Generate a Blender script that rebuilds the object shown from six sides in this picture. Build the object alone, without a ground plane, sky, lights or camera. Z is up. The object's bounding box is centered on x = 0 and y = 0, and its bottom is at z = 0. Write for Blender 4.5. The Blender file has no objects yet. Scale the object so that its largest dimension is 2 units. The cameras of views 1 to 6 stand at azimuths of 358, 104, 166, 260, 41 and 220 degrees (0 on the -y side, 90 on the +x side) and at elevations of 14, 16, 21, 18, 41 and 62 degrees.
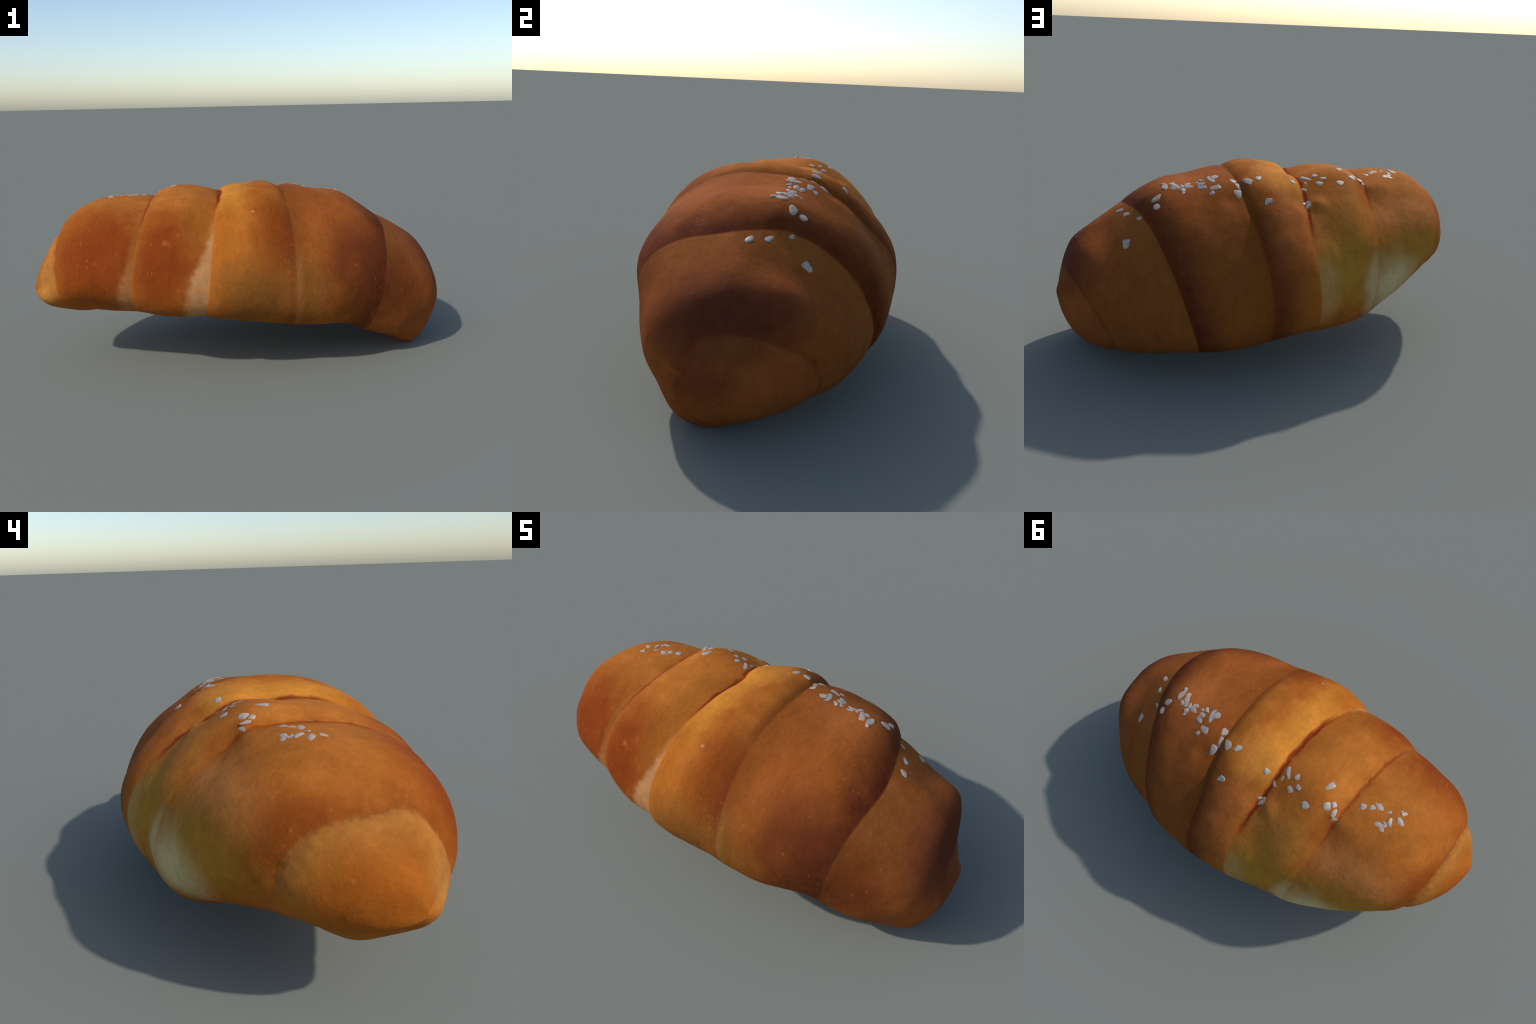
# A golden-brown baked roll wound from a strip of dough, with coarse salt along its back.
# It lies tilted: one end rests on the ground and the other is lifted.
import bpy, bmesh, math, random
import numpy as np
from mathutils import Vector, Matrix, noise
from mathutils.bvhtree import BVHTree

# ------------------------------------------------------------------ shape of the loaf
# The loaf is lofted along x.  Every section is a closed curve around a gently arched
# axis; its radius (cm) is given at 20 directions, for 21 stations from the lifted end (-x)
# to the resting end (+x).  The ends close with the power law sin(s)^END_POWER.
AXIS_LEFT, AXIS_MIDDLE, AXIS_RIGHT = (-0.240, 0.400), (0.000, 0.480), (-0.060, 0.270)     # (y, z) of the axis
END_POWER = 0.4
SECTIONS_CM = [
    [7.1, 5.4, 2.6, -1.1, -5.1, -8.9, -12.0, -14.2, -15.3, -15.6, -15.3, -14.3, -12.5, -10.0, -6.9, -3.4, 0.3, 3.6, 6.1, 7.3],
    [20.1, 20.7, 17.5, 11.7, 5.4, 0.4, -2.7, -4.5, -5.3, -5.1, -4.3, -3.1, -1.9, -0.5, 0.8, 2.0, 3.8, 6.8, 11.5, 16.5],
    [31.9, 35.6, 31.6, 23.8, 15.4, 10.2, 7.9, 6.6, 5.0, 4.3, 5.8, 8.8, 9.5, 9.3, 9.1, 8.4, 7.9, 9.1, 15.6, 24.3],
    [39.0, 41.5, 39.5, 32.7, 24.0, 21.5, 20.7, 19.0, 15.6, 12.7, 14.1, 17.4, 16.9, 15.8, 16.0, 15.3, 16.3, 18.7, 22.6, 30.4],
    [46.0, 49.8, 50.7, 44.5, 37.7, 37.2, 33.1, 27.7, 27.2, 24.6, 25.1, 23.0, 19.4, 17.4, 18.3, 20.1, 24.5, 29.4, 29.1, 34.8],
    [49.7, 54.3, 52.1, 45.5, 41.9, 39.7, 38.4, 36.7, 37.5, 36.2, 35.2, 27.5, 23.1, 20.1, 20.2, 22.2, 25.4, 27.9, 29.0, 38.1],
    [54.4, 51.4, 46.6, 41.7, 41.8, 36.7, 37.7, 38.5, 39.1, 38.9, 41.1, 33.1, 28.9, 24.4, 22.1, 22.7, 24.2, 26.3, 33.7, 50.9],
    [51.8, 46.0, 37.9, 40.4, 35.3, 34.2, 33.2, 35.9, 42.1, 43.2, 46.7, 41.8, 31.9, 25.2, 22.3, 23.3, 26.6, 32.4, 47.1, 57.3],
    [51.4, 48.5, 44.6, 41.8, 40.1, 35.8, 37.0, 39.1, 43.8, 48.8, 50.6, 52.7, 32.5, 23.3, 21.4, 24.5, 32.3, 44.6, 57.5, 54.3],
    [55.2, 40.7, 38.9, 34.8, 37.5, 31.9, 35.1, 36.7, 41.8, 47.2, 54.5, 55.7, 32.3, 22.9, 21.0, 25.4, 35.3, 47.5, 52.8, 57.5],
    [57.0, 51.0, 43.2, 41.0, 36.7, 35.0, 37.8, 43.3, 49.8, 54.7, 60.5, 56.4, 38.9, 26.0, 21.3, 24.3, 33.1, 44.7, 55.0, 58.5],
    [53.2, 42.3, 41.8, 43.7, 42.8, 42.5, 43.0, 45.2, 47.9, 52.5, 55.0, 54.1, 42.5, 28.4, 21.7, 22.3, 28.8, 40.5, 59.9, 58.6],
    [55.0, 49.7, 43.8, 36.6, 37.8, 35.2, 38.7, 40.0, 44.9, 50.6, 56.4, 56.1, 41.2, 28.6, 22.8, 22.0, 26.4, 38.1, 59.4, 57.9],
    [49.3, 47.2, 43.1, 43.3, 45.5, 41.3, 41.9, 42.8, 45.7, 51.4, 53.8, 48.2, 37.4, 30.5, 26.5, 25.0, 27.4, 36.2, 56.4, 55.0],
    [49.0, 39.7, 39.6, 38.4, 35.5, 35.7, 37.2, 40.4, 42.9, 46.0, 42.7, 41.9, 44.2, 37.0, 32.3, 31.1, 32.4, 37.3, 53.8, 57.4],
    [53.7, 46.4, 37.8, 33.4, 35.0, 34.6, 32.9, 34.4, 35.1, 37.8, 37.9, 38.1, 40.8, 38.4, 37.6, 39.0, 39.9, 44.4, 50.9, 49.0],
    [35.2, 45.9, 51.6, 40.1, 36.4, 30.8, 30.0, 29.9, 31.6, 33.1, 33.2, 32.3, 31.6, 36.2, 44.7, 46.4, 42.4, 42.0, 41.9, 41.6],
    [25.5, 27.4, 36.8, 35.5, 35.4, 30.5, 28.9, 27.2, 28.9, 28.6, 27.4, 27.0, 26.0, 28.4, 34.1, 31.7, 32.8, 37.0, 38.0, 36.4],
    [30.2, 21.4, 15.2, 13.2, 14.7, 17.2, 18.1, 18.3, 18.5, 18.2, 18.0, 18.4, 19.0, 19.3, 19.2, 18.5, 19.9, 23.4, 27.8, 31.8],
    [17.4, 12.5, 6.5, 2.0, 0.3, 1.0, 2.4, 3.8, 4.9, 5.8, 6.6, 7.5, 8.1, 8.3, 8.3, 8.7, 10.2, 12.9, 16.2, 18.3],
    [2.2, -0.1, -3.5, -7.1, -10.0, -11.7, -11.9, -11.0, -9.5, -7.7, -6.0, -4.5, -3.3, -2.3, -1.2, 0.1, 1.4, 2.7, 3.5, 3.4],
]
# Seams between the windings: x of the seam as a wave around the axis
# (mean, then cosine and sine terms of one to four waves), the width of the fold on its
# two sides, and the depth of the fold (cm) at 10 directions round the loaf.
SEAMS = [
    {"wave": [-0.865, -0.005, -0.019, -0.001, -0.004, 0.001, -0.004, 0.001, 0.001], "width": (0.06, 0.05),
     "depth_cm": [1.0, 1.7, 2.0, 1.8, 1.3, 0.8, 0.3, 0.0, 0.1, 0.4]},
    {"wave": [-0.458, 0.031, 0.007, -0.007, -0.015, 0.004, -0.001, -0.003, -0.003], "width": (0.12, 0.12),
     "depth_cm": [-0.7, 2.9, 3.7, 1.1, 1.2, 1.6, 0.2, -0.5, -0.9, -1.1]},
    {"wave": [-0.149, 0.013, 0.037, 0.001, -0.010, 0.001, 0.004, 0.005, 0.003], "width": (0.17, 0.06),
     "depth_cm": [0.4, 2.8, 2.6, 3.0, 2.5, 1.2, 2.0, 1.2, -0.4, -1.3]},
    {"wave": [0.159, -0.068, 0.028, -0.002, 0.014, -0.002, -0.000, 0.001, 0.001], "width": (0.13, 0.13),
     "depth_cm": [-0.6, 4.3, 4.2, 2.8, 0.6, -0.8, -0.5, 0.5, 1.0, -0.1]},
    {"wave": [0.553, -0.101, 0.107, -0.008, 0.021, 0.007, 0.001, 0.006, -0.000], "width": (0.07, 0.15),
     "depth_cm": [4.6, 2.4, 0.1, 1.0, 0.1, 0.0, -0.9, -1.7, -2.0, -0.4]},
    {"wave": [0.929, -0.093, 0.053, -0.017, 0.049, 0.009, 0.019, 0.006, 0.005], "width": (0.08, 0.06),
     "depth_cm": [2.9, 3.5, 2.8, 1.7, 0.0, 0.0, -0.0, 0.0, 0.0, 0.7]},
]
# local pinches and bumps of the crust: centre, radius, height
BUMPS = [((-0.40, 0.03, 0.83), 0.05, 0.004), ((-0.43, 0.13, 0.79), 0.07, 0.014), ((-0.085, 0.27, 0.755), 0.10, -0.015),
         ((-0.09, 0.03, 0.826), 0.09, -0.011), ((0.10, 0.35, 0.71), 0.11, 0.012), ((0.15, 0.18, 0.81), 0.07, 0.012),
         ((-0.182, 0.27, 0.737), 0.06, 0.012), ((0.215, 0.27, 0.766), 0.07, -0.012), ((0.616, 0.232, 0.648), 0.08, -0.010),
         ((0.565, 0.12, 0.72), 0.06, 0.008), ((0.847, 0.287, 0.40), 0.09, 0.009), ((0.914, 0.18, 0.342), 0.07, -0.009),
         ((0.544, -0.41, 0.276), 0.10, -0.005), ((-0.06, 0.48, 0.215), 0.09, 0.008), ((0.985, 0.07, 0.30), 0.06, 0.012)]

NS, NT, NG = 21, 20, 10
RADII = np.array(SECTIONS_CM) / 100.0


def axis(x):
    q = (x + 1) / 2
    out = []
    for l, m, r in zip(AXIS_LEFT, AXIS_MIDDLE, AXIS_RIGHT):
        out.append(2 * (l + r - 2 * m) * q * q + (4 * m - 3 * l - r) * q + l)
    return out


def cubic(t):
    return [(1 - t) ** 3 / 6, (3 * t ** 3 - 6 * t * t + 4) / 6, (-3 * t ** 3 + 3 * t * t + 3 * t + 1) / 6, t ** 3 / 6]


def around(values, t):
    """smooth closed curve through the control values, at the angles t"""
    n = values.shape[-1]
    u = (t / (2 * math.pi) * n) % n
    k = u.astype(int) % n
    return sum(w * values[(k + j - 1) % n] for j, w in enumerate(cubic(u - np.floor(u))))


def base_radius(x, t):
    s = np.arccos(np.clip(-x, -1, 1))
    u = s / math.pi * (NS - 3)
    k = np.minimum(u.astype(int), NS - 4)
    ang = (t / (2 * math.pi) * NT) % NT
    a = ang.astype(int) % NT
    r = np.zeros_like(x)
    for i, ws in enumerate(cubic(u - k)):
        for j, wt in enumerate(cubic(ang - np.floor(ang))):
            r += ws * wt * RADII[k + i, (a + j - 1) % NT]
    e = np.sin(s) ** END_POWER
    return r * e, e


def seam_x(seam, t):
    w = seam["wave"]
    x = np.full_like(t, w[0])
    for n in range(1, (len(w) - 1) // 2 + 1):
        x += w[2 * n - 1] * np.cos(n * t) + w[2 * n] * np.sin(n * t)
    return x


def surface(x, t):
    r, e = base_radius(x, t)
    for seam in SEAMS:
        d = x - seam_x(seam, t)
        wl, wr = seam["width"]
        q = np.clip(1 - np.abs(d) / np.where(d < 0, wl, wr), 0, 1)
        r -= q ** 2 * around(np.array(seam["depth_cm"]) / 100, t) * np.minimum(1, 1.5 * e)
    y, z = axis(x)
    p = np.stack([x, y + r * np.cos(t), z + r * np.sin(t)], -1)
    return p


N_AROUND = 336
ROWS_CAP, ROWS_COIL = 44, 46
angles = np.arange(N_AROUND) / N_AROUND * 2 * math.pi
seams_x = [np.minimum(seam_x(s, angles), 0.985) for s in SEAMS]
rows, seam_rows = [], []
u = 1 - np.cos(np.linspace(0, 1, ROWS_CAP) * math.pi / 2)
u[0] = 1e-5
for k in u:
    rows.append(-1 + (seams_x[0] + 1) * k)
seam_rows.append(len(rows) - 1)
for a, b in zip(seams_x[:-1], seams_x[1:]):
    for k in np.linspace(0, 1, ROWS_COIL)[1:]:
        e = 0.5 - 0.5 * math.cos(k * math.pi)          # rows crowd towards the folds
        rows.append(a + (b - a) * (0.5 * e + 0.5 * k))
    seam_rows.append(len(rows) - 1)
for k in u[::-1][1:]:
    rows.append(1 - (1 - seams_x[-1]) * k)
X = np.array(rows)
T = np.broadcast_to(angles, X.shape)
P = surface(X.ravel(), T.ravel()).reshape(X.shape + (3,))


def grid_normals(p):
    du = np.gradient(p, axis=0)
    dv = (np.roll(p, -1, 1) - np.roll(p, 1, 1)) / 2
    n = np.cross(dv, du)
    n /= np.linalg.norm(n, axis=-1, keepdims=True) + 1e-12
    return n


N = grid_normals(P)
if (N[len(rows) // 2, N_AROUND // 4, 2]) < 0:
    N = -N
# bumps, then the slightly uneven skin of the crust
lift = np.zeros(X.shape)
crumple = np.array([noise.noise(Vector((q[0] * 14, q[1] * 30, q[2] * 30))) for q in P[:seam_rows[0] + 30].reshape(-1, 3)]).reshape(-1, N_AROUND)
d0 = P[:seam_rows[0] + 30, :, 0] - seams_x[0]
lift[:seam_rows[0] + 30] += (0.004 * np.exp(-((d0 + 0.022) / 0.014) ** 2) * np.clip(0.6 + crumple, 0, 1.4)
                             - 0.0025 * np.exp(-((d0 + 0.001) / 0.010) ** 2)) * np.clip((P[:seam_rows[0] + 30, :, 2] - 0.38) / 0.1, 0, 1)
for c, rad, h in BUMPS:
    d2 = ((P - np.array(c)) ** 2).sum(-1)
    lift += h * np.exp(-d2 / (rad * 0.6) ** 2)
flat = P.reshape(-1, 3)
skin = np.array([noise.noise(Vector(q) * 9.0) * 0.0022 + noise.noise(Vector(q) * 24.0) * 0.0009 for q in flat]).reshape(X.shape)
fade = np.clip(np.minimum(np.arange(len(rows)), np.arange(len(rows))[::-1]) / 25.0, 0, 1)[:, None]
P = P + N * (lift + skin * fade)[..., None]
P[..., 2] = np.maximum(P[..., 2], 0.0)          # it settles flat where it rests
P[0] = P[0].mean(0)
P[-1] = P[-1].mean(0)
N = grid_normals(P)
if (N[len(rows) // 2, N_AROUND // 4, 2]) < 0:
    N = -N
N[0], N[-1] = (-1, 0, 0), (1, 0, 0)

# ------------------------------------------------------------------ node helper
class Maths:
    """writes sums and products of shader values as Math nodes"""
    def __init__(self, tree, socket):
        self.tree, self.socket = tree, socket

    def node(self, op, *args, clamp=False):
        n = self.tree.nodes.new("ShaderNodeMath")
        n.operation, n.use_clamp = op, clamp
        for i, v in enumerate(args):
            if isinstance(v, Maths):
                self.tree.links.new(v.socket, n.inputs[i])
            else:
                n.inputs[i].default_value = v
        return Maths(self.tree, n.outputs[0])

    def __add__(self, o): return self.node("ADD", self, o)
    __radd__ = __add__
    def __sub__(self, o): return self.node("SUBTRACT", self, o)
    def __rsub__(self, o): return self.node("SUBTRACT", o, self)
    def __mul__(self, o): return self.node("MULTIPLY", self, o)
    __rmul__ = __mul__
    def __truediv__(self, o): return self.node("DIVIDE", self, o)
    def __rtruediv__(self, o): return self.node("DIVIDE", o, self)
    def sqrt(self): return self.node("SQRT", self)
    def abs(self): return self.node("ABSOLUTE", self)
    def clamp(self): return self.node("ADD", self, 0.0, clamp=True)

    def smooth(self, lo, hi):
        n = self.tree.nodes.new("ShaderNodeMapRange")
        n.interpolation_type = "SMOOTHSTEP"
        self.tree.links.new(self.socket, n.inputs["Value"])
        lo_, hi_, a, b = (lo, hi, 0.0, 1.0) if lo < hi else (hi, lo, 1.0, 0.0)
        n.inputs["From Min"].default_value, n.inputs["From Max"].default_value = lo_, hi_
        n.inputs["To Min"].default_value, n.inputs["To Max"].default_value = a, b
        return Maths(self.tree, n.outputs["Result"])


def srgb(r, g, b):
    f = lambda c: c / 12.92 if c <= 0.04045 else ((c + 0.055) / 1.055) ** 2.4
    return (f(r / 255), f(g / 255), f(b / 255), 1)


def new_material(name):
    m = bpy.data.materials.new(name)
    m.use_nodes = True
    t = m.node_tree
    return m, t, t.nodes["Principled BSDF"]


def noise_node(tree, vector, scale, detail=3.0, rough=0.5):
    n = tree.nodes.new("ShaderNodeTexNoise")
    n.inputs["Scale"].default_value = scale
    n.inputs["Detail"].default_value = detail
    n.inputs["Roughness"].default_value = rough
    tree.links.new(vector, n.inputs["Vector"])
    return n


# ------------------------------------------------------------------ crust colours
# soft patches on the crust: centre, radii along x, y, z, colour, strength, and the
# winding (numbers of the seams on its two sides) that it stays on, if any
GOLD, OCHRE, AMBER = srgb(194, 125, 46), srgb(124, 77, 31), srgb(166, 94, 30)
CRUST_BROWN, TAN, RED_BROWN, MAROON = srgb(152, 83, 28), srgb(166, 98, 38), srgb(117, 50, 16), srgb(78, 31, 20)  # RED_BROWN, OCHRE and CRUMB are darkened toward the front's baked-in shade
BURNT, CRUMB, OLIVE = srgb(82, 40, 29), srgb(170, 124, 82), srgb(164, 116, 42)
PALE = srgb(192, 170, 120)
PATCHES = [
    # lifted end: amber cap inside a pale rim
    ((-0.97, -0.10, 0.47), (0.30, 0.50, 0.40), srgb(170, 110, 44), 0.9, (None, 0)),
    ((-0.98, -0.10, 0.45), (0.22, 0.30, 0.20), srgb(156, 84, 26), 1.0, (None, 0)),
    ((-0.94, -0.33, 0.40), (0.08, 0.08, 0.22), srgb(166, 114, 56), 0.8, (None, 0)),
    # winding 1
    ((-0.62, -0.44, 0.60), (0.36, 0.32, 0.33), RED_BROWN, 0.92, (0, 1)),
    ((-0.87, -0.02, 0.645), (0.08, 0.26, 0.07), RED_BROWN, 0.45, (0, 1)),
    ((-0.84, 0.12, 0.60), (0.12, 0.14, 0.14), RED_BROWN, 0.5, (0, 1)),
    ((-0.62, 0.26, 0.66), (0.30, 0.20, 0.12), srgb(184, 114, 58), 0.8, (0, 1)),
    ((-0.66, 0.34, 0.48), (0.34, 0.20, 0.16), OLIVE, 0.95, (0, 1)),
    ((-0.535, 0.42, 0.37), (0.17, 0.22, 0.17), PALE, 1.0, (0, 1)),
    ((-0.75, -0.48, 0.34), (0.30, 0.10, 0.10), OCHRE, 0.7, (0, 1)),
    # winding 2
    ((-0.36, -0.50, 0.58), (0.21, 0.30, 0.33), RED_BROWN, 0.92, (1, 2)),
    ((-0.20, -0.32, 0.72), (0.09, 0.26, 0.20), srgb(140, 82, 28), 0.8, (1, 2)),
    ((-0.28, 0.33, 0.69), (0.20, 0.20, 0.14), srgb(172, 108, 46), 0.8, (1, 2)),
    ((-0.28, 0.46, 0.48), (0.26, 0.20, 0.20), OLIVE, 0.95, (1, 2)),
    ((-0.16, 0.53, 0.40), (0.10, 0.14, 0.20), PALE, 0.25, (1, 2)),
    ((-0.43, 0.46, 0.36), (0.07, 0.14, 0.18), PALE, 0.9, (1, 2)),
    ((-0.40, 0.02, 0.84), (0.07, 0.10, 0.06), srgb(190, 118, 52), 0.9, (1, 2)),  # painted light spot: the lit look of a small peak, nearly flat here
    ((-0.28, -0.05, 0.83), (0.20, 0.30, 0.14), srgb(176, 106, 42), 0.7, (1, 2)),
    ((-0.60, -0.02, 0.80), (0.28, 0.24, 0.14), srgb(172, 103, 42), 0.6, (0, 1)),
    # winding 3
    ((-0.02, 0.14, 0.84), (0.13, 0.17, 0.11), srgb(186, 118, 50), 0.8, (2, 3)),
    ((-0.08, -0.12, 0.84), (0.13, 0.46, 0.18), GOLD, 0.95, (2, 3)),  # golden highlight along the crest, baked into the crust colour
    ((-0.09, -0.42, 0.68), (0.08, 0.26, 0.28), srgb(156, 90, 28), 0.9, (2, 3)),
    ((0.05, -0.56, 0.40), (0.26, 0.22, 0.24), OCHRE, 0.95, (2, 3)),
    ((0.13, -0.42, 0.68), (0.12, 0.28, 0.22), RED_BROWN, 0.55, (2, 3)),
    ((-0.02, 0.40, 0.68), (0.12, 0.20, 0.22), srgb(158, 88, 42), 0.7, (2, 3)),
    # winding 4
    ((0.27, -0.54, 0.40), (0.16, 0.22, 0.24), OCHRE, 0.9, (3, 4)),
    ((0.50, -0.44, 0.52), (0.20, 0.26, 0.30), srgb(86, 37, 22), 0.75, (3, 4)),
    ((0.40, 0.10, 0.80), (0.22, 0.20, 0.10), srgb(162, 92, 46), 0.6, (3, 4)),
    # winding 5
    ((0.72, -0.40, 0.40), (0.20, 0.20, 0.30), srgb(104, 50, 22), 0.8, (4, 5)),
    ((0.93, 0.06, 0.47), (0.16, 0.40, 0.17), BURNT, 0.72, (4, 5)),
    # resting end
    ((0.99, -0.02, 0.25), (0.12, 0.18, 0.14), srgb(92, 44, 28), 0.6, (5, None)),
    ((0.94, 0.10, 0.36), (0.10, 0.24, 0.07), srgb(98, 56, 30), 0.6, (5, None)),
]


def crust_material():
    m, t, shader = new_material("baked_crust")
    N_, L = t.nodes, t.links
    coord = N_.new("ShaderNodeTexCoord").outputs["Object"]
    # uneven edges of the patches
    wob = noise_node(t, coord, 7.0, 3.0)
    sub = N_.new("ShaderNodeVectorMath"); sub.operation = "SUBTRACT"
    L.new(wob.outputs["Color"], sub.inputs[0]); sub.inputs[1].default_value = (0.5, 0.5, 0.5)
    mad = N_.new("ShaderNodeVectorMath"); mad.operation = "MULTIPLY_ADD"
    L.new(sub.outputs[0], mad.inputs[0]); mad.inputs[1].default_value = (0.07, 0.10, 0.10); L.new(coord, mad.inputs[2])
    place = mad.outputs[0]
    sep = N_.new("ShaderNodeSeparateXYZ"); L.new(coord, sep.inputs[0])
    x, y, z = (Maths(t, sep.outputs[i]) for i in range(3))
    # direction round the loaf's axis, and the signed distance to each seam
    q = (x + 1.0) * 0.5
    ax = []
    for l, mid, r in zip(AXIS_LEFT, AXIS_MIDDLE, AXIS_RIGHT):
        ax.append(q * q * (2 * (l + r - 2 * mid)) + q * (4 * mid - 3 * l - r) + l)
    dy, dz = y - ax[0], z - ax[1]
    rad = (dy * dy + dz * dz + 1e-6).sqrt()
    c1, s1 = dy / rad, dz / rad
    waves = [(c1, s1)]
    for _ in range(3):
        c, s = waves[-1]
        waves.append((c * c1 - s * s1, s * c1 + c * s1))
    wig = Maths(t, noise_node(t, coord, 11.0, 3.0, 0.6).outputs["Fac"]) * 0.036 - 0.018
    dist = []
    for seam in SEAMS:
        w = seam["wave"]
        f = x - w[0]
        for n, (c, s) in enumerate(waves):
            f = f - c * w[2 * n + 1] - s * w[2 * n + 2]
        dist.append(f)

    state = {"colour": None}

    def lay(colour, mask):
        mix = N_.new("ShaderNodeMix"); mix.data_type = "RGBA"
        L.new(mask.socket, mix.inputs[0])
        L.new(state["colour"], mix.inputs[6])
        mix.inputs[7].default_value = colour
        state["colour"] = mix.outputs[2]

    def patch(centre, radii):
        a = N_.new("ShaderNodeVectorMath"); a.operation = "SUBTRACT"
        L.new(place, a.inputs[0]); a.inputs[1].default_value = centre
        b = N_.new("ShaderNodeVectorMath"); b.operation = "DIVIDE"
        L.new(a.outputs[0], b.inputs[0]); b.inputs[1].default_value = radii
        d = N_.new("ShaderNodeVectorMath"); d.operation = "LENGTH"; L.new(b.outputs[0], d.inputs[0])
        return Maths(t, d.outputs["Value"]).smooth(1.25, 0.25)

    def within(lo, hi):
        mask = None
        if lo is not None:
            mask = dist[lo].smooth(-0.006, 0.006)
        if hi is not None:
            b = dist[hi].smooth(0.006, -0.006)
            mask = b if mask is None else mask * b
        return mask

    tone = N_.new("ShaderNodeMix"); tone.data_type = "RGBA"
    L.new(Maths(t, noise_node(t, coord, 3.2, 4.0, 0.55).outputs["Fac"]).smooth(0.3, 0.7).socket, tone.inputs[0])
    tone.inputs[6].default_value, tone.inputs[7].default_value = CRUST_BROWN, TAN
    state["colour"] = tone.outputs[2]

    patchy = Maths(t, noise_node(t, coord, 8.5, 4.0, 0.6).outputs["Fac"])
    # darker towards the resting end
    lay(srgb(134, 72, 36), x.smooth(0.30, 0.85) * 0.8)
    lay(srgb(144, 76, 32), within(3, 4) * z.smooth(0.45, 0.75) * 0.75)
    lay(srgb(118, 66, 30), y.smooth(0.15, 0.50) * x.smooth(-0.20, 0.05) * 0.75)
    # browned leading edges of the windings, paler folds behind them
    lay(MAROON, dist[4].smooth(-0.18, -0.01) * within(3, 4) * (patchy * 0.9 + 0.3).clamp())
    lay(MAROON, dist[3].smooth(-0.15, -0.02) * within(2, 3) * s1.smooth(0.97, 0.4) * 0.55)
    lay(srgb(136, 80, 35), dist[4].smooth(0.17, 0.0) * within(4, 5) * 0.5)
    lay(srgb(118, 64, 23), dist[3].smooth(0.12, 0.0) * within(3, 4) * 0.7)
    lay(BURNT, dist[5].smooth(-0.16, 0.0) * within(4, 5) * s1.smooth(0.0, 0.7) * y.smooth(-0.30, 0.0) * 0.6)
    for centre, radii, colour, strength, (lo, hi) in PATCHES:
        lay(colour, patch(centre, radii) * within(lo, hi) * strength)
    lay(CRUST_BROWN, patchy.smooth(0.52, 0.74) * z.smooth(0.45, 0.65) * x.smooth(0.3, 0.1) * 0.4)
    # rough torn rim of the lifted end
    torn = Maths(t, noise_node(t, coord, 38.0, 4.0, 0.65).outputs["Fac"])
    ragged = (torn - 0.5) * 0.035
    lay(srgb(158, 102, 50), (dist[0] + 0.030 + ragged * 1.4).smooth(-0.04, 0.025) * within(None, 0) * z.smooth(0.36, 0.5) * (torn * 0.9 + 0.2).clamp() * 0.8)
    lay(srgb(110, 60, 28), (dist[0] + ragged * 0.4).abs().smooth(0.014, 0.002) * torn.smooth(0.4, 0.62) * z.smooth(0.42, 0.55) * 0.45)
    # crumb laid bare where the folds stretched open on the sunny side, widening downwards
    front = y.smooth(-0.25, -0.40)
    gape = z.smooth(0.72, 0.44) * 0.085 + 0.004
    lay(CRUMB, (dist[2] + gape + ragged).smooth(-0.022, 0.018) * within(1, 2) * front * z.smooth(0.76, 0.66) * (torn * 0.5 + 0.65).clamp())
    lay(srgb(176, 120, 62), (torn.smooth(0.5, 0.36)) * (dist[2] + gape * 0.8).smooth(-0.01, 0.01) * within(1, 2) * front * z.smooth(0.74, 0.6) * 0.6)
    gape = z.smooth(0.66, 0.42) * 0.05
    lay(CRUMB, (dist[1] + gape + ragged * 0.5).smooth(-0.03, 0.02) * within(0, 1) * front * z.smooth(0.64, 0.46) * (torn * 0.9 + 0.1).clamp())
    lay(srgb(148, 92, 40), (dist[1] + 0.01 + ragged * 0.4).abs().smooth(0.035, 0.005) * y.smooth(-0.15, -0.35) * 0.45)
    lay(srgb(146, 98, 52), (dist[3] - 0.004).abs().smooth(0.035, 0.004) * front * z.smooth(0.66, 0.5) * 0.5)
    # thin dark line down in the folds
    lay(srgb(112, 34, 14), (dist[2] + wig).abs().smooth(0.017, 0.003) * (s1 + y * 0.9).smooth(0.40, 0.75) * z.smooth(0.56, 0.70) * 0.9)
    lay(srgb(104, 48, 20), (dist[3] + wig * 0.4 + 0.012).smooth(-0.035, 0.0) * within(2, 3) * 0.45)
    lay(srgb(128, 52, 20), (dist[1] + wig).abs().smooth(0.012, 0.002) * s1.smooth(0.50, 0.8) * 0.7)
    lay(srgb(96, 40, 22), (dist[5] + wig).abs().smooth(0.014, 0.002) * y.smooth(-0.2, 0.0) * 0.3)
    # a scrape and a scab
    lay(srgb(206, 160, 120), patch((0.026, -0.38, 0.771), (0.022, 0.010, 0.008)) * 0.7)
    lay(srgb(160, 92, 36), patch((-0.335, -0.468, 0.657), (0.020, 0.03, 0.016)) * 0.6)

    # fine mottling, streaks and pale blisters drawn out round the loaf
    L.new(state["colour"], (hs := N_.new("ShaderNodeHueSaturation")).inputs["Color"])
    fine = Maths(t, noise_node(t, coord, 60.0, 5.0, 0.65).outputs["Fac"])
    stretch = N_.new("ShaderNodeMapping"); stretch.inputs["Scale"].default_value = (1.0, 0.4, 0.4)
    L.new(coord, stretch.inputs["Vector"])
    streak = Maths(t, noise_node(t, stretch.outputs[0], 42.0, 3.0, 0.6).outputs["Fac"])
    blotch = Maths(t, noise_node(t, coord, 13.0, 3.0, 0.55).outputs["Fac"])
    L.new((fine * 0.42 + streak * 0.34 + blotch * 0.36 + 0.44).socket, hs.inputs["Value"])
    state["colour"] = hs.outputs["Color"]
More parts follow.
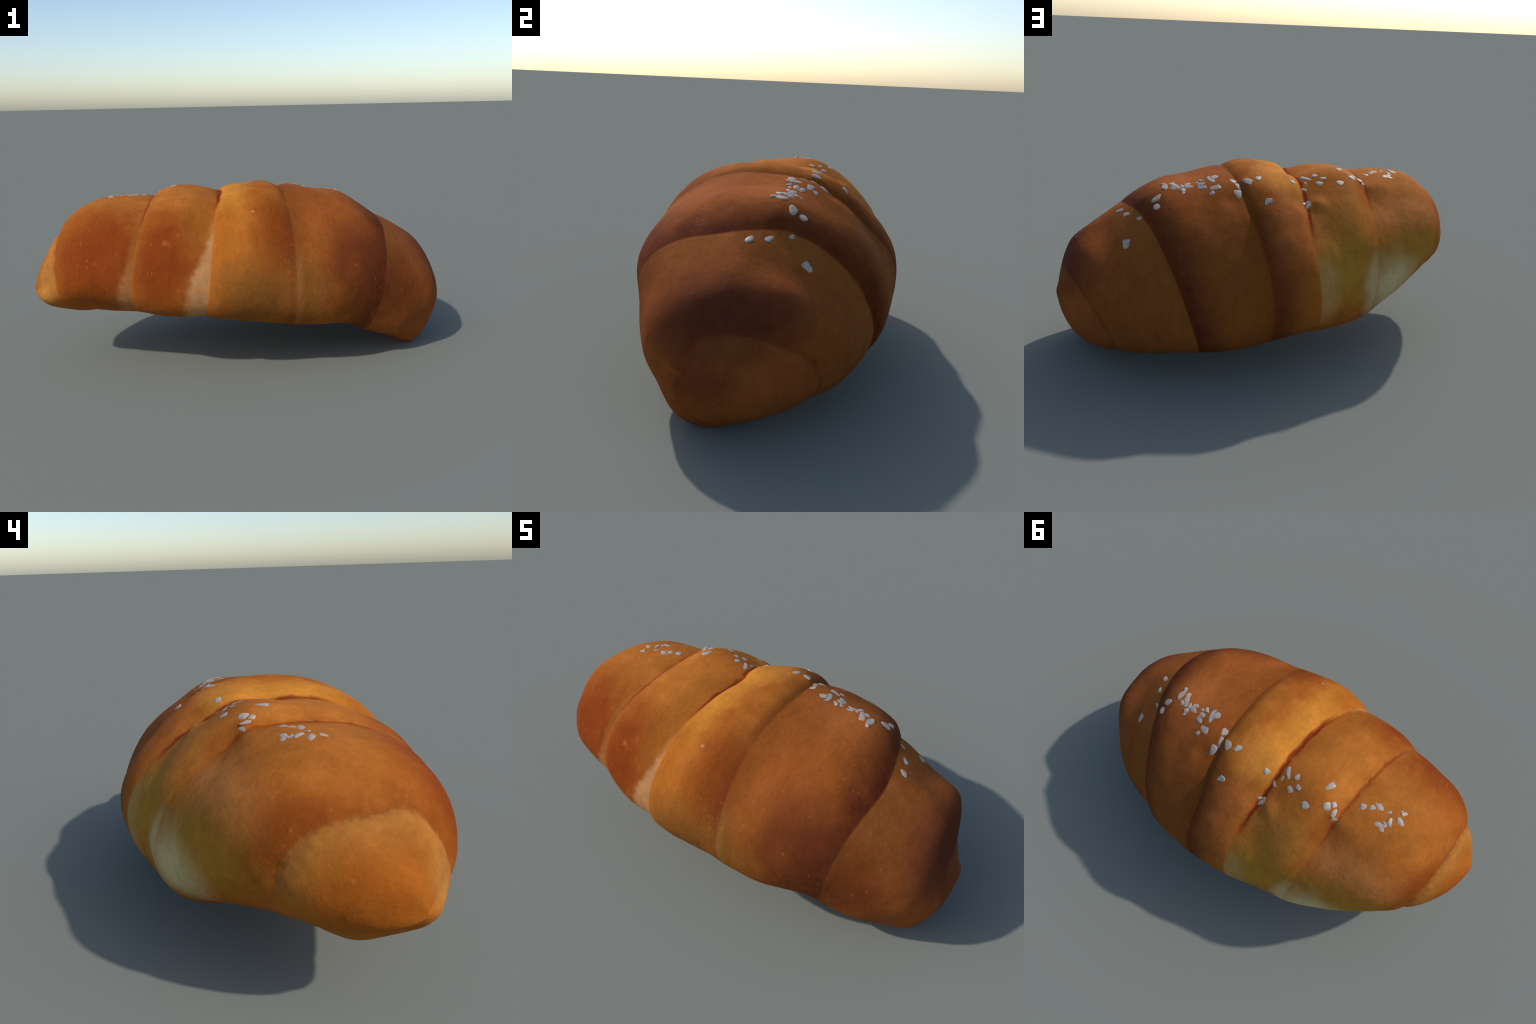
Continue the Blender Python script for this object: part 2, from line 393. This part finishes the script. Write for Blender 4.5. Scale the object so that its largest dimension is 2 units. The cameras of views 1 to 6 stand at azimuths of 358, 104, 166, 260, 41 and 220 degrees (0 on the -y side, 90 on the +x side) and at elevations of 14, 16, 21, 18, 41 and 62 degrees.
    vor = N_.new("ShaderNodeTexVoronoi"); vor.inputs["Scale"].default_value = 62.0
    L.new(stretch.outputs[0], vor.inputs["Vector"])
    pick = N_.new("ShaderNodeSeparateColor"); L.new(vor.outputs["Color"], pick.inputs[0])
    size = Maths(t, pick.outputs[0]).smooth(0.25, 1.0) * 0.24
    spot = (size - Maths(t, vor.outputs["Distance"])).smooth(0.0, 0.12)
    lay(srgb(180, 112, 58), spot * y.smooth(0.50, 0.0) * x.smooth(0.95, 0.75) * 0.36)

    L.new(state["colour"], shader.inputs["Base Color"])
    shader.inputs["Roughness"].default_value = 0.75
    shader.inputs["Specular IOR Level"].default_value = 0.03
    bump = N_.new("ShaderNodeBump"); bump.inputs["Strength"].default_value = 0.26; bump.inputs["Distance"].default_value = 0.006
    L.new((fine + streak * 0.8 + blotch * 1.2 + Maths(t, noise_node(t, coord, 150.0, 2.0).outputs["Fac"]) * 0.4).socket, bump.inputs["Height"])
    L.new(bump.outputs[0], shader.inputs["Normal"])
    return m


def salt_material():
    m, t, shader = new_material("coarse_salt")
    coord = t.nodes.new("ShaderNodeTexCoord").outputs["Object"]
    ramp = t.nodes.new("ShaderNodeValToRGB")
    t.links.new(noise_node(t, coord, 2.5, 3.0).outputs["Fac"], ramp.inputs["Fac"])
    ramp.color_ramp.elements[0].position, ramp.color_ramp.elements[0].color = 0.3, srgb(150, 133, 117)
    ramp.color_ramp.elements[1].position, ramp.color_ramp.elements[1].color = 0.7, srgb(180, 167, 158)
    t.links.new(ramp.outputs["Color"], shader.inputs["Base Color"])
    shader.inputs["Roughness"].default_value = 0.55
    return m


# ------------------------------------------------------------------ objects
loaf = bpy.data.objects.new("salted_bread_roll", None)
loaf["label"] = "golden-brown wound bread roll topped with coarse salt"
loaf["category"] = "bread roll"
bpy.context.scene.collection.objects.link(loaf)

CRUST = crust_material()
SALT = salt_material()
bounds = [0] + seam_rows + [len(rows) - 1]
pole = {0, len(rows) - 1}


def coil_mesh(r0, r1):
    verts, norms, faces, index = [], [], [], {}
    for r in range(r0, r1 + 1):
        for k in range(1 if r in pole else N_AROUND):
            index[r, k] = len(verts)
            verts.append(P[r, k])
            norms.append(N[r, k])
    at = lambda r, k: index[r, 0 if r in pole else k % N_AROUND]
    for r in range(r0, r1):
        for k in range(N_AROUND):
            f = [at(r, k), at(r + 1, k), at(r + 1, k + 1), at(r, k + 1)]
            f = [v for i, v in enumerate(f) if v != f[i - 1]]
            faces.append(f[::-1])
    me = bpy.data.meshes.new("dough_coil")
    me.from_pydata([tuple(v) for v in verts], [], faces)
    me.update()
    mid = me.polygons[len(me.polygons) // 2]
    if Vector(norms[mid.vertices[0]]).dot(mid.normal) < 0:
        me.flip_normals()
    me.shade_smooth()
    me.normals_split_custom_set_from_vertices([tuple(n) for n in norms])
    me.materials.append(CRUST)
    return me


for r0, r1 in zip(bounds[:-1], bounds[1:]):
    ob = bpy.data.objects.new("dough_coil", coil_mesh(r0, r1))
    ob.parent = loaf
    bpy.context.scene.collection.objects.link(ob)

# coarse salt: x, y on the loaf, length, width (m), heading (degrees)
GRAINS = [
    (0.692, 0.055, 0.035, 0.041, -137),
    (0.657, 0.124, 0.034, 0.045, -100),
    (0.609, 0.190, 0.032, 0.026, -52),
    (0.533, 0.170, 0.050, 0.045, -113),
    (0.527, 0.218, 0.033, 0.044, 135),
    (0.668, 0.272, 0.045, 0.041, -116),
    (0.493, 0.118, 0.055, 0.031, -94),
    (0.457, 0.105, 0.030, 0.035, -145),
    (0.465, 0.151, 0.031, 0.019, 151),
    (0.446, 0.137, 0.049, 0.028, -65),
    (0.410, 0.168, 0.033, 0.024, -148),
    (0.381, 0.156, 0.055, 0.028, 147),
    (0.336, 0.136, 0.041, 0.031, -65),
    (0.327, 0.107, 0.032, 0.027, -85),
    (0.324, 0.167, 0.040, 0.032, -154),
    (0.283, 0.136, 0.055, 0.031, -60),
    (0.270, 0.109, 0.040, 0.034, -123),
    (0.276, 0.193, 0.052, 0.045, -74),
    (0.188, 0.150, 0.042, 0.032, -58),
    (0.170, 0.189, 0.055, 0.024, -73),
    (0.185, 0.240, 0.050, 0.033, -94),
    (0.122, 0.192, 0.055, 0.035, 137),
    (0.074, 0.172, 0.053, 0.035, -112),
    (0.055, 0.317, 0.038, 0.040, 152),
    (-0.086, 0.167, 0.035, 0.028, -81),
    (-0.133, 0.172, 0.042, 0.022, -76),
    (-0.151, 0.146, 0.026, 0.018, -75),
    (-0.161, 0.113, 0.055, 0.026, -53),
    (-0.201, 0.106, 0.037, 0.031, -148),
    (-0.235, 0.132, 0.038, 0.039, -98),
    (-0.216, 0.167, 0.038, 0.029, 154),
    (-0.119, 0.253, 0.021, 0.019, -132),
    (-0.131, 0.275, 0.038, 0.025, -128),
    (-0.138, 0.258, 0.049, 0.021, -71),
    (-0.312, 0.180, 0.033, 0.030, -146),
    (-0.336, 0.061, 0.051, 0.025, -117),
    (-0.389, 0.126, 0.044, 0.039, -135),
    (-0.420, 0.117, 0.055, 0.021, -73),
    (-0.499, 0.017, 0.043, 0.036, 144),
    (-0.531, -0.001, 0.035, 0.024, -113),
    (-0.563, -0.011, 0.055, 0.027, 143),
    (-0.592, 0.045, 0.036, 0.028, -170),
    (-0.613, 0.050, 0.031, 0.020, 160),
    (-0.604, 0.023, 0.026, 0.009, 163),
    (-0.627, -0.001, 0.041, 0.029, -90),
    (-0.658, -0.019, 0.045, 0.027, 147),
    (-0.654, -0.061, 0.033, 0.026, 178),
]


def grain_mesh(seed):
    rng = random.Random(seed)
    bm = bmesh.new()
    for _ in range(18):
        v = Vector((rng.uniform(-1, 1), rng.uniform(-1, 1), rng.uniform(-1, 1)))
        m = max(abs(c) for c in v)
        v = 0.5 * (v / m).lerp(v.normalized(), rng.uniform(0.35, 0.8))
        bm.verts.new(v)
    hull = bmesh.ops.convex_hull(bm, input=bm.verts)
    bmesh.ops.delete(bm, geom=[g for g in hull["geom_interior"] if isinstance(g, bmesh.types.BMVert)], context="VERTS")
    bmesh.ops.dissolve_limit(bm, angle_limit=0.35, verts=bm.verts, edges=bm.edges)
    bmesh.ops.triangulate(bm, faces=bm.faces)
    bmesh.ops.subdivide_edges(bm, edges=bm.edges, cuts=3, use_grid_fill=True)
    for _ in range(4):                                   # corners worn round
        bmesh.ops.smooth_vert(bm, verts=bm.verts, factor=0.5, use_axis_x=True, use_axis_y=True, use_axis_z=True)
    me = bpy.data.meshes.new("salt_grain")
    bm.to_mesh(me)
    bm.free()
    me.shade_smooth()
    me.materials.append(SALT)
    return me


tris = []
M = len(rows)
for r in range(M - 1):
    for k in range(N_AROUND):
        a, b = r * N_AROUND + k, r * N_AROUND + (k + 1) % N_AROUND
        tris += [(a, b, b + N_AROUND), (a, b + N_AROUND, a + N_AROUND)]
tree = BVHTree.FromPolygons([tuple(v) for v in P.reshape(-1, 3)], tris)
kinds = [grain_mesh(11 + k) for k in range(9)]
rng = random.Random(5)
# crumbs of salt that weld neighbouring grains into clumps
for x, y, length, width, heading in list(GRAINS):
    if (x < -0.48 or 0.25 < x < 0.51 or -0.43 < x < -0.38) and rng.random() < 0.75:
        a = rng.uniform(0, 2 * math.pi)
        GRAINS.append((x + 0.55 * length * math.cos(a), y + 0.55 * length * math.sin(a), length * rng.uniform(0.5, 0.75), width * rng.uniform(0.55, 0.8), rng.uniform(0, 180)))
for x, y, length, width, heading in GRAINS:
    hit, normal, _, _ = tree.ray_cast(Vector((x, y, 2)), Vector((0, 0, -1)))
    if hit is None:
        continue
    if normal.z < 0:
        normal = -normal
    h = math.radians(heading)
    ax = Vector((math.cos(h), math.sin(h), 0))
    ax = (ax - normal * ax.dot(normal)).normalized()
    ay = normal.cross(ax)
    thick = min(0.015, 0.5 * min(width, length)) * rng.uniform(0.85, 1.15)
    rot = Matrix((ax, ay, normal)).transposed()
    rot = rot @ Matrix.Rotation(rng.uniform(-0.2, 0.2), 3, "X") @ Matrix.Rotation(rng.uniform(-0.15, 0.15), 3, "Y")
    ob = bpy.data.objects.new("salt_grain", rng.choice(kinds))
    ob.matrix_world = Matrix.Translation(hit + normal * thick * -0.27) @ rot.to_4x4() @ Matrix.Diagonal((length * 1.32, width * 1.34, thick, 1))
    ob.parent = loaf
    bpy.context.scene.collection.objects.link(ob)
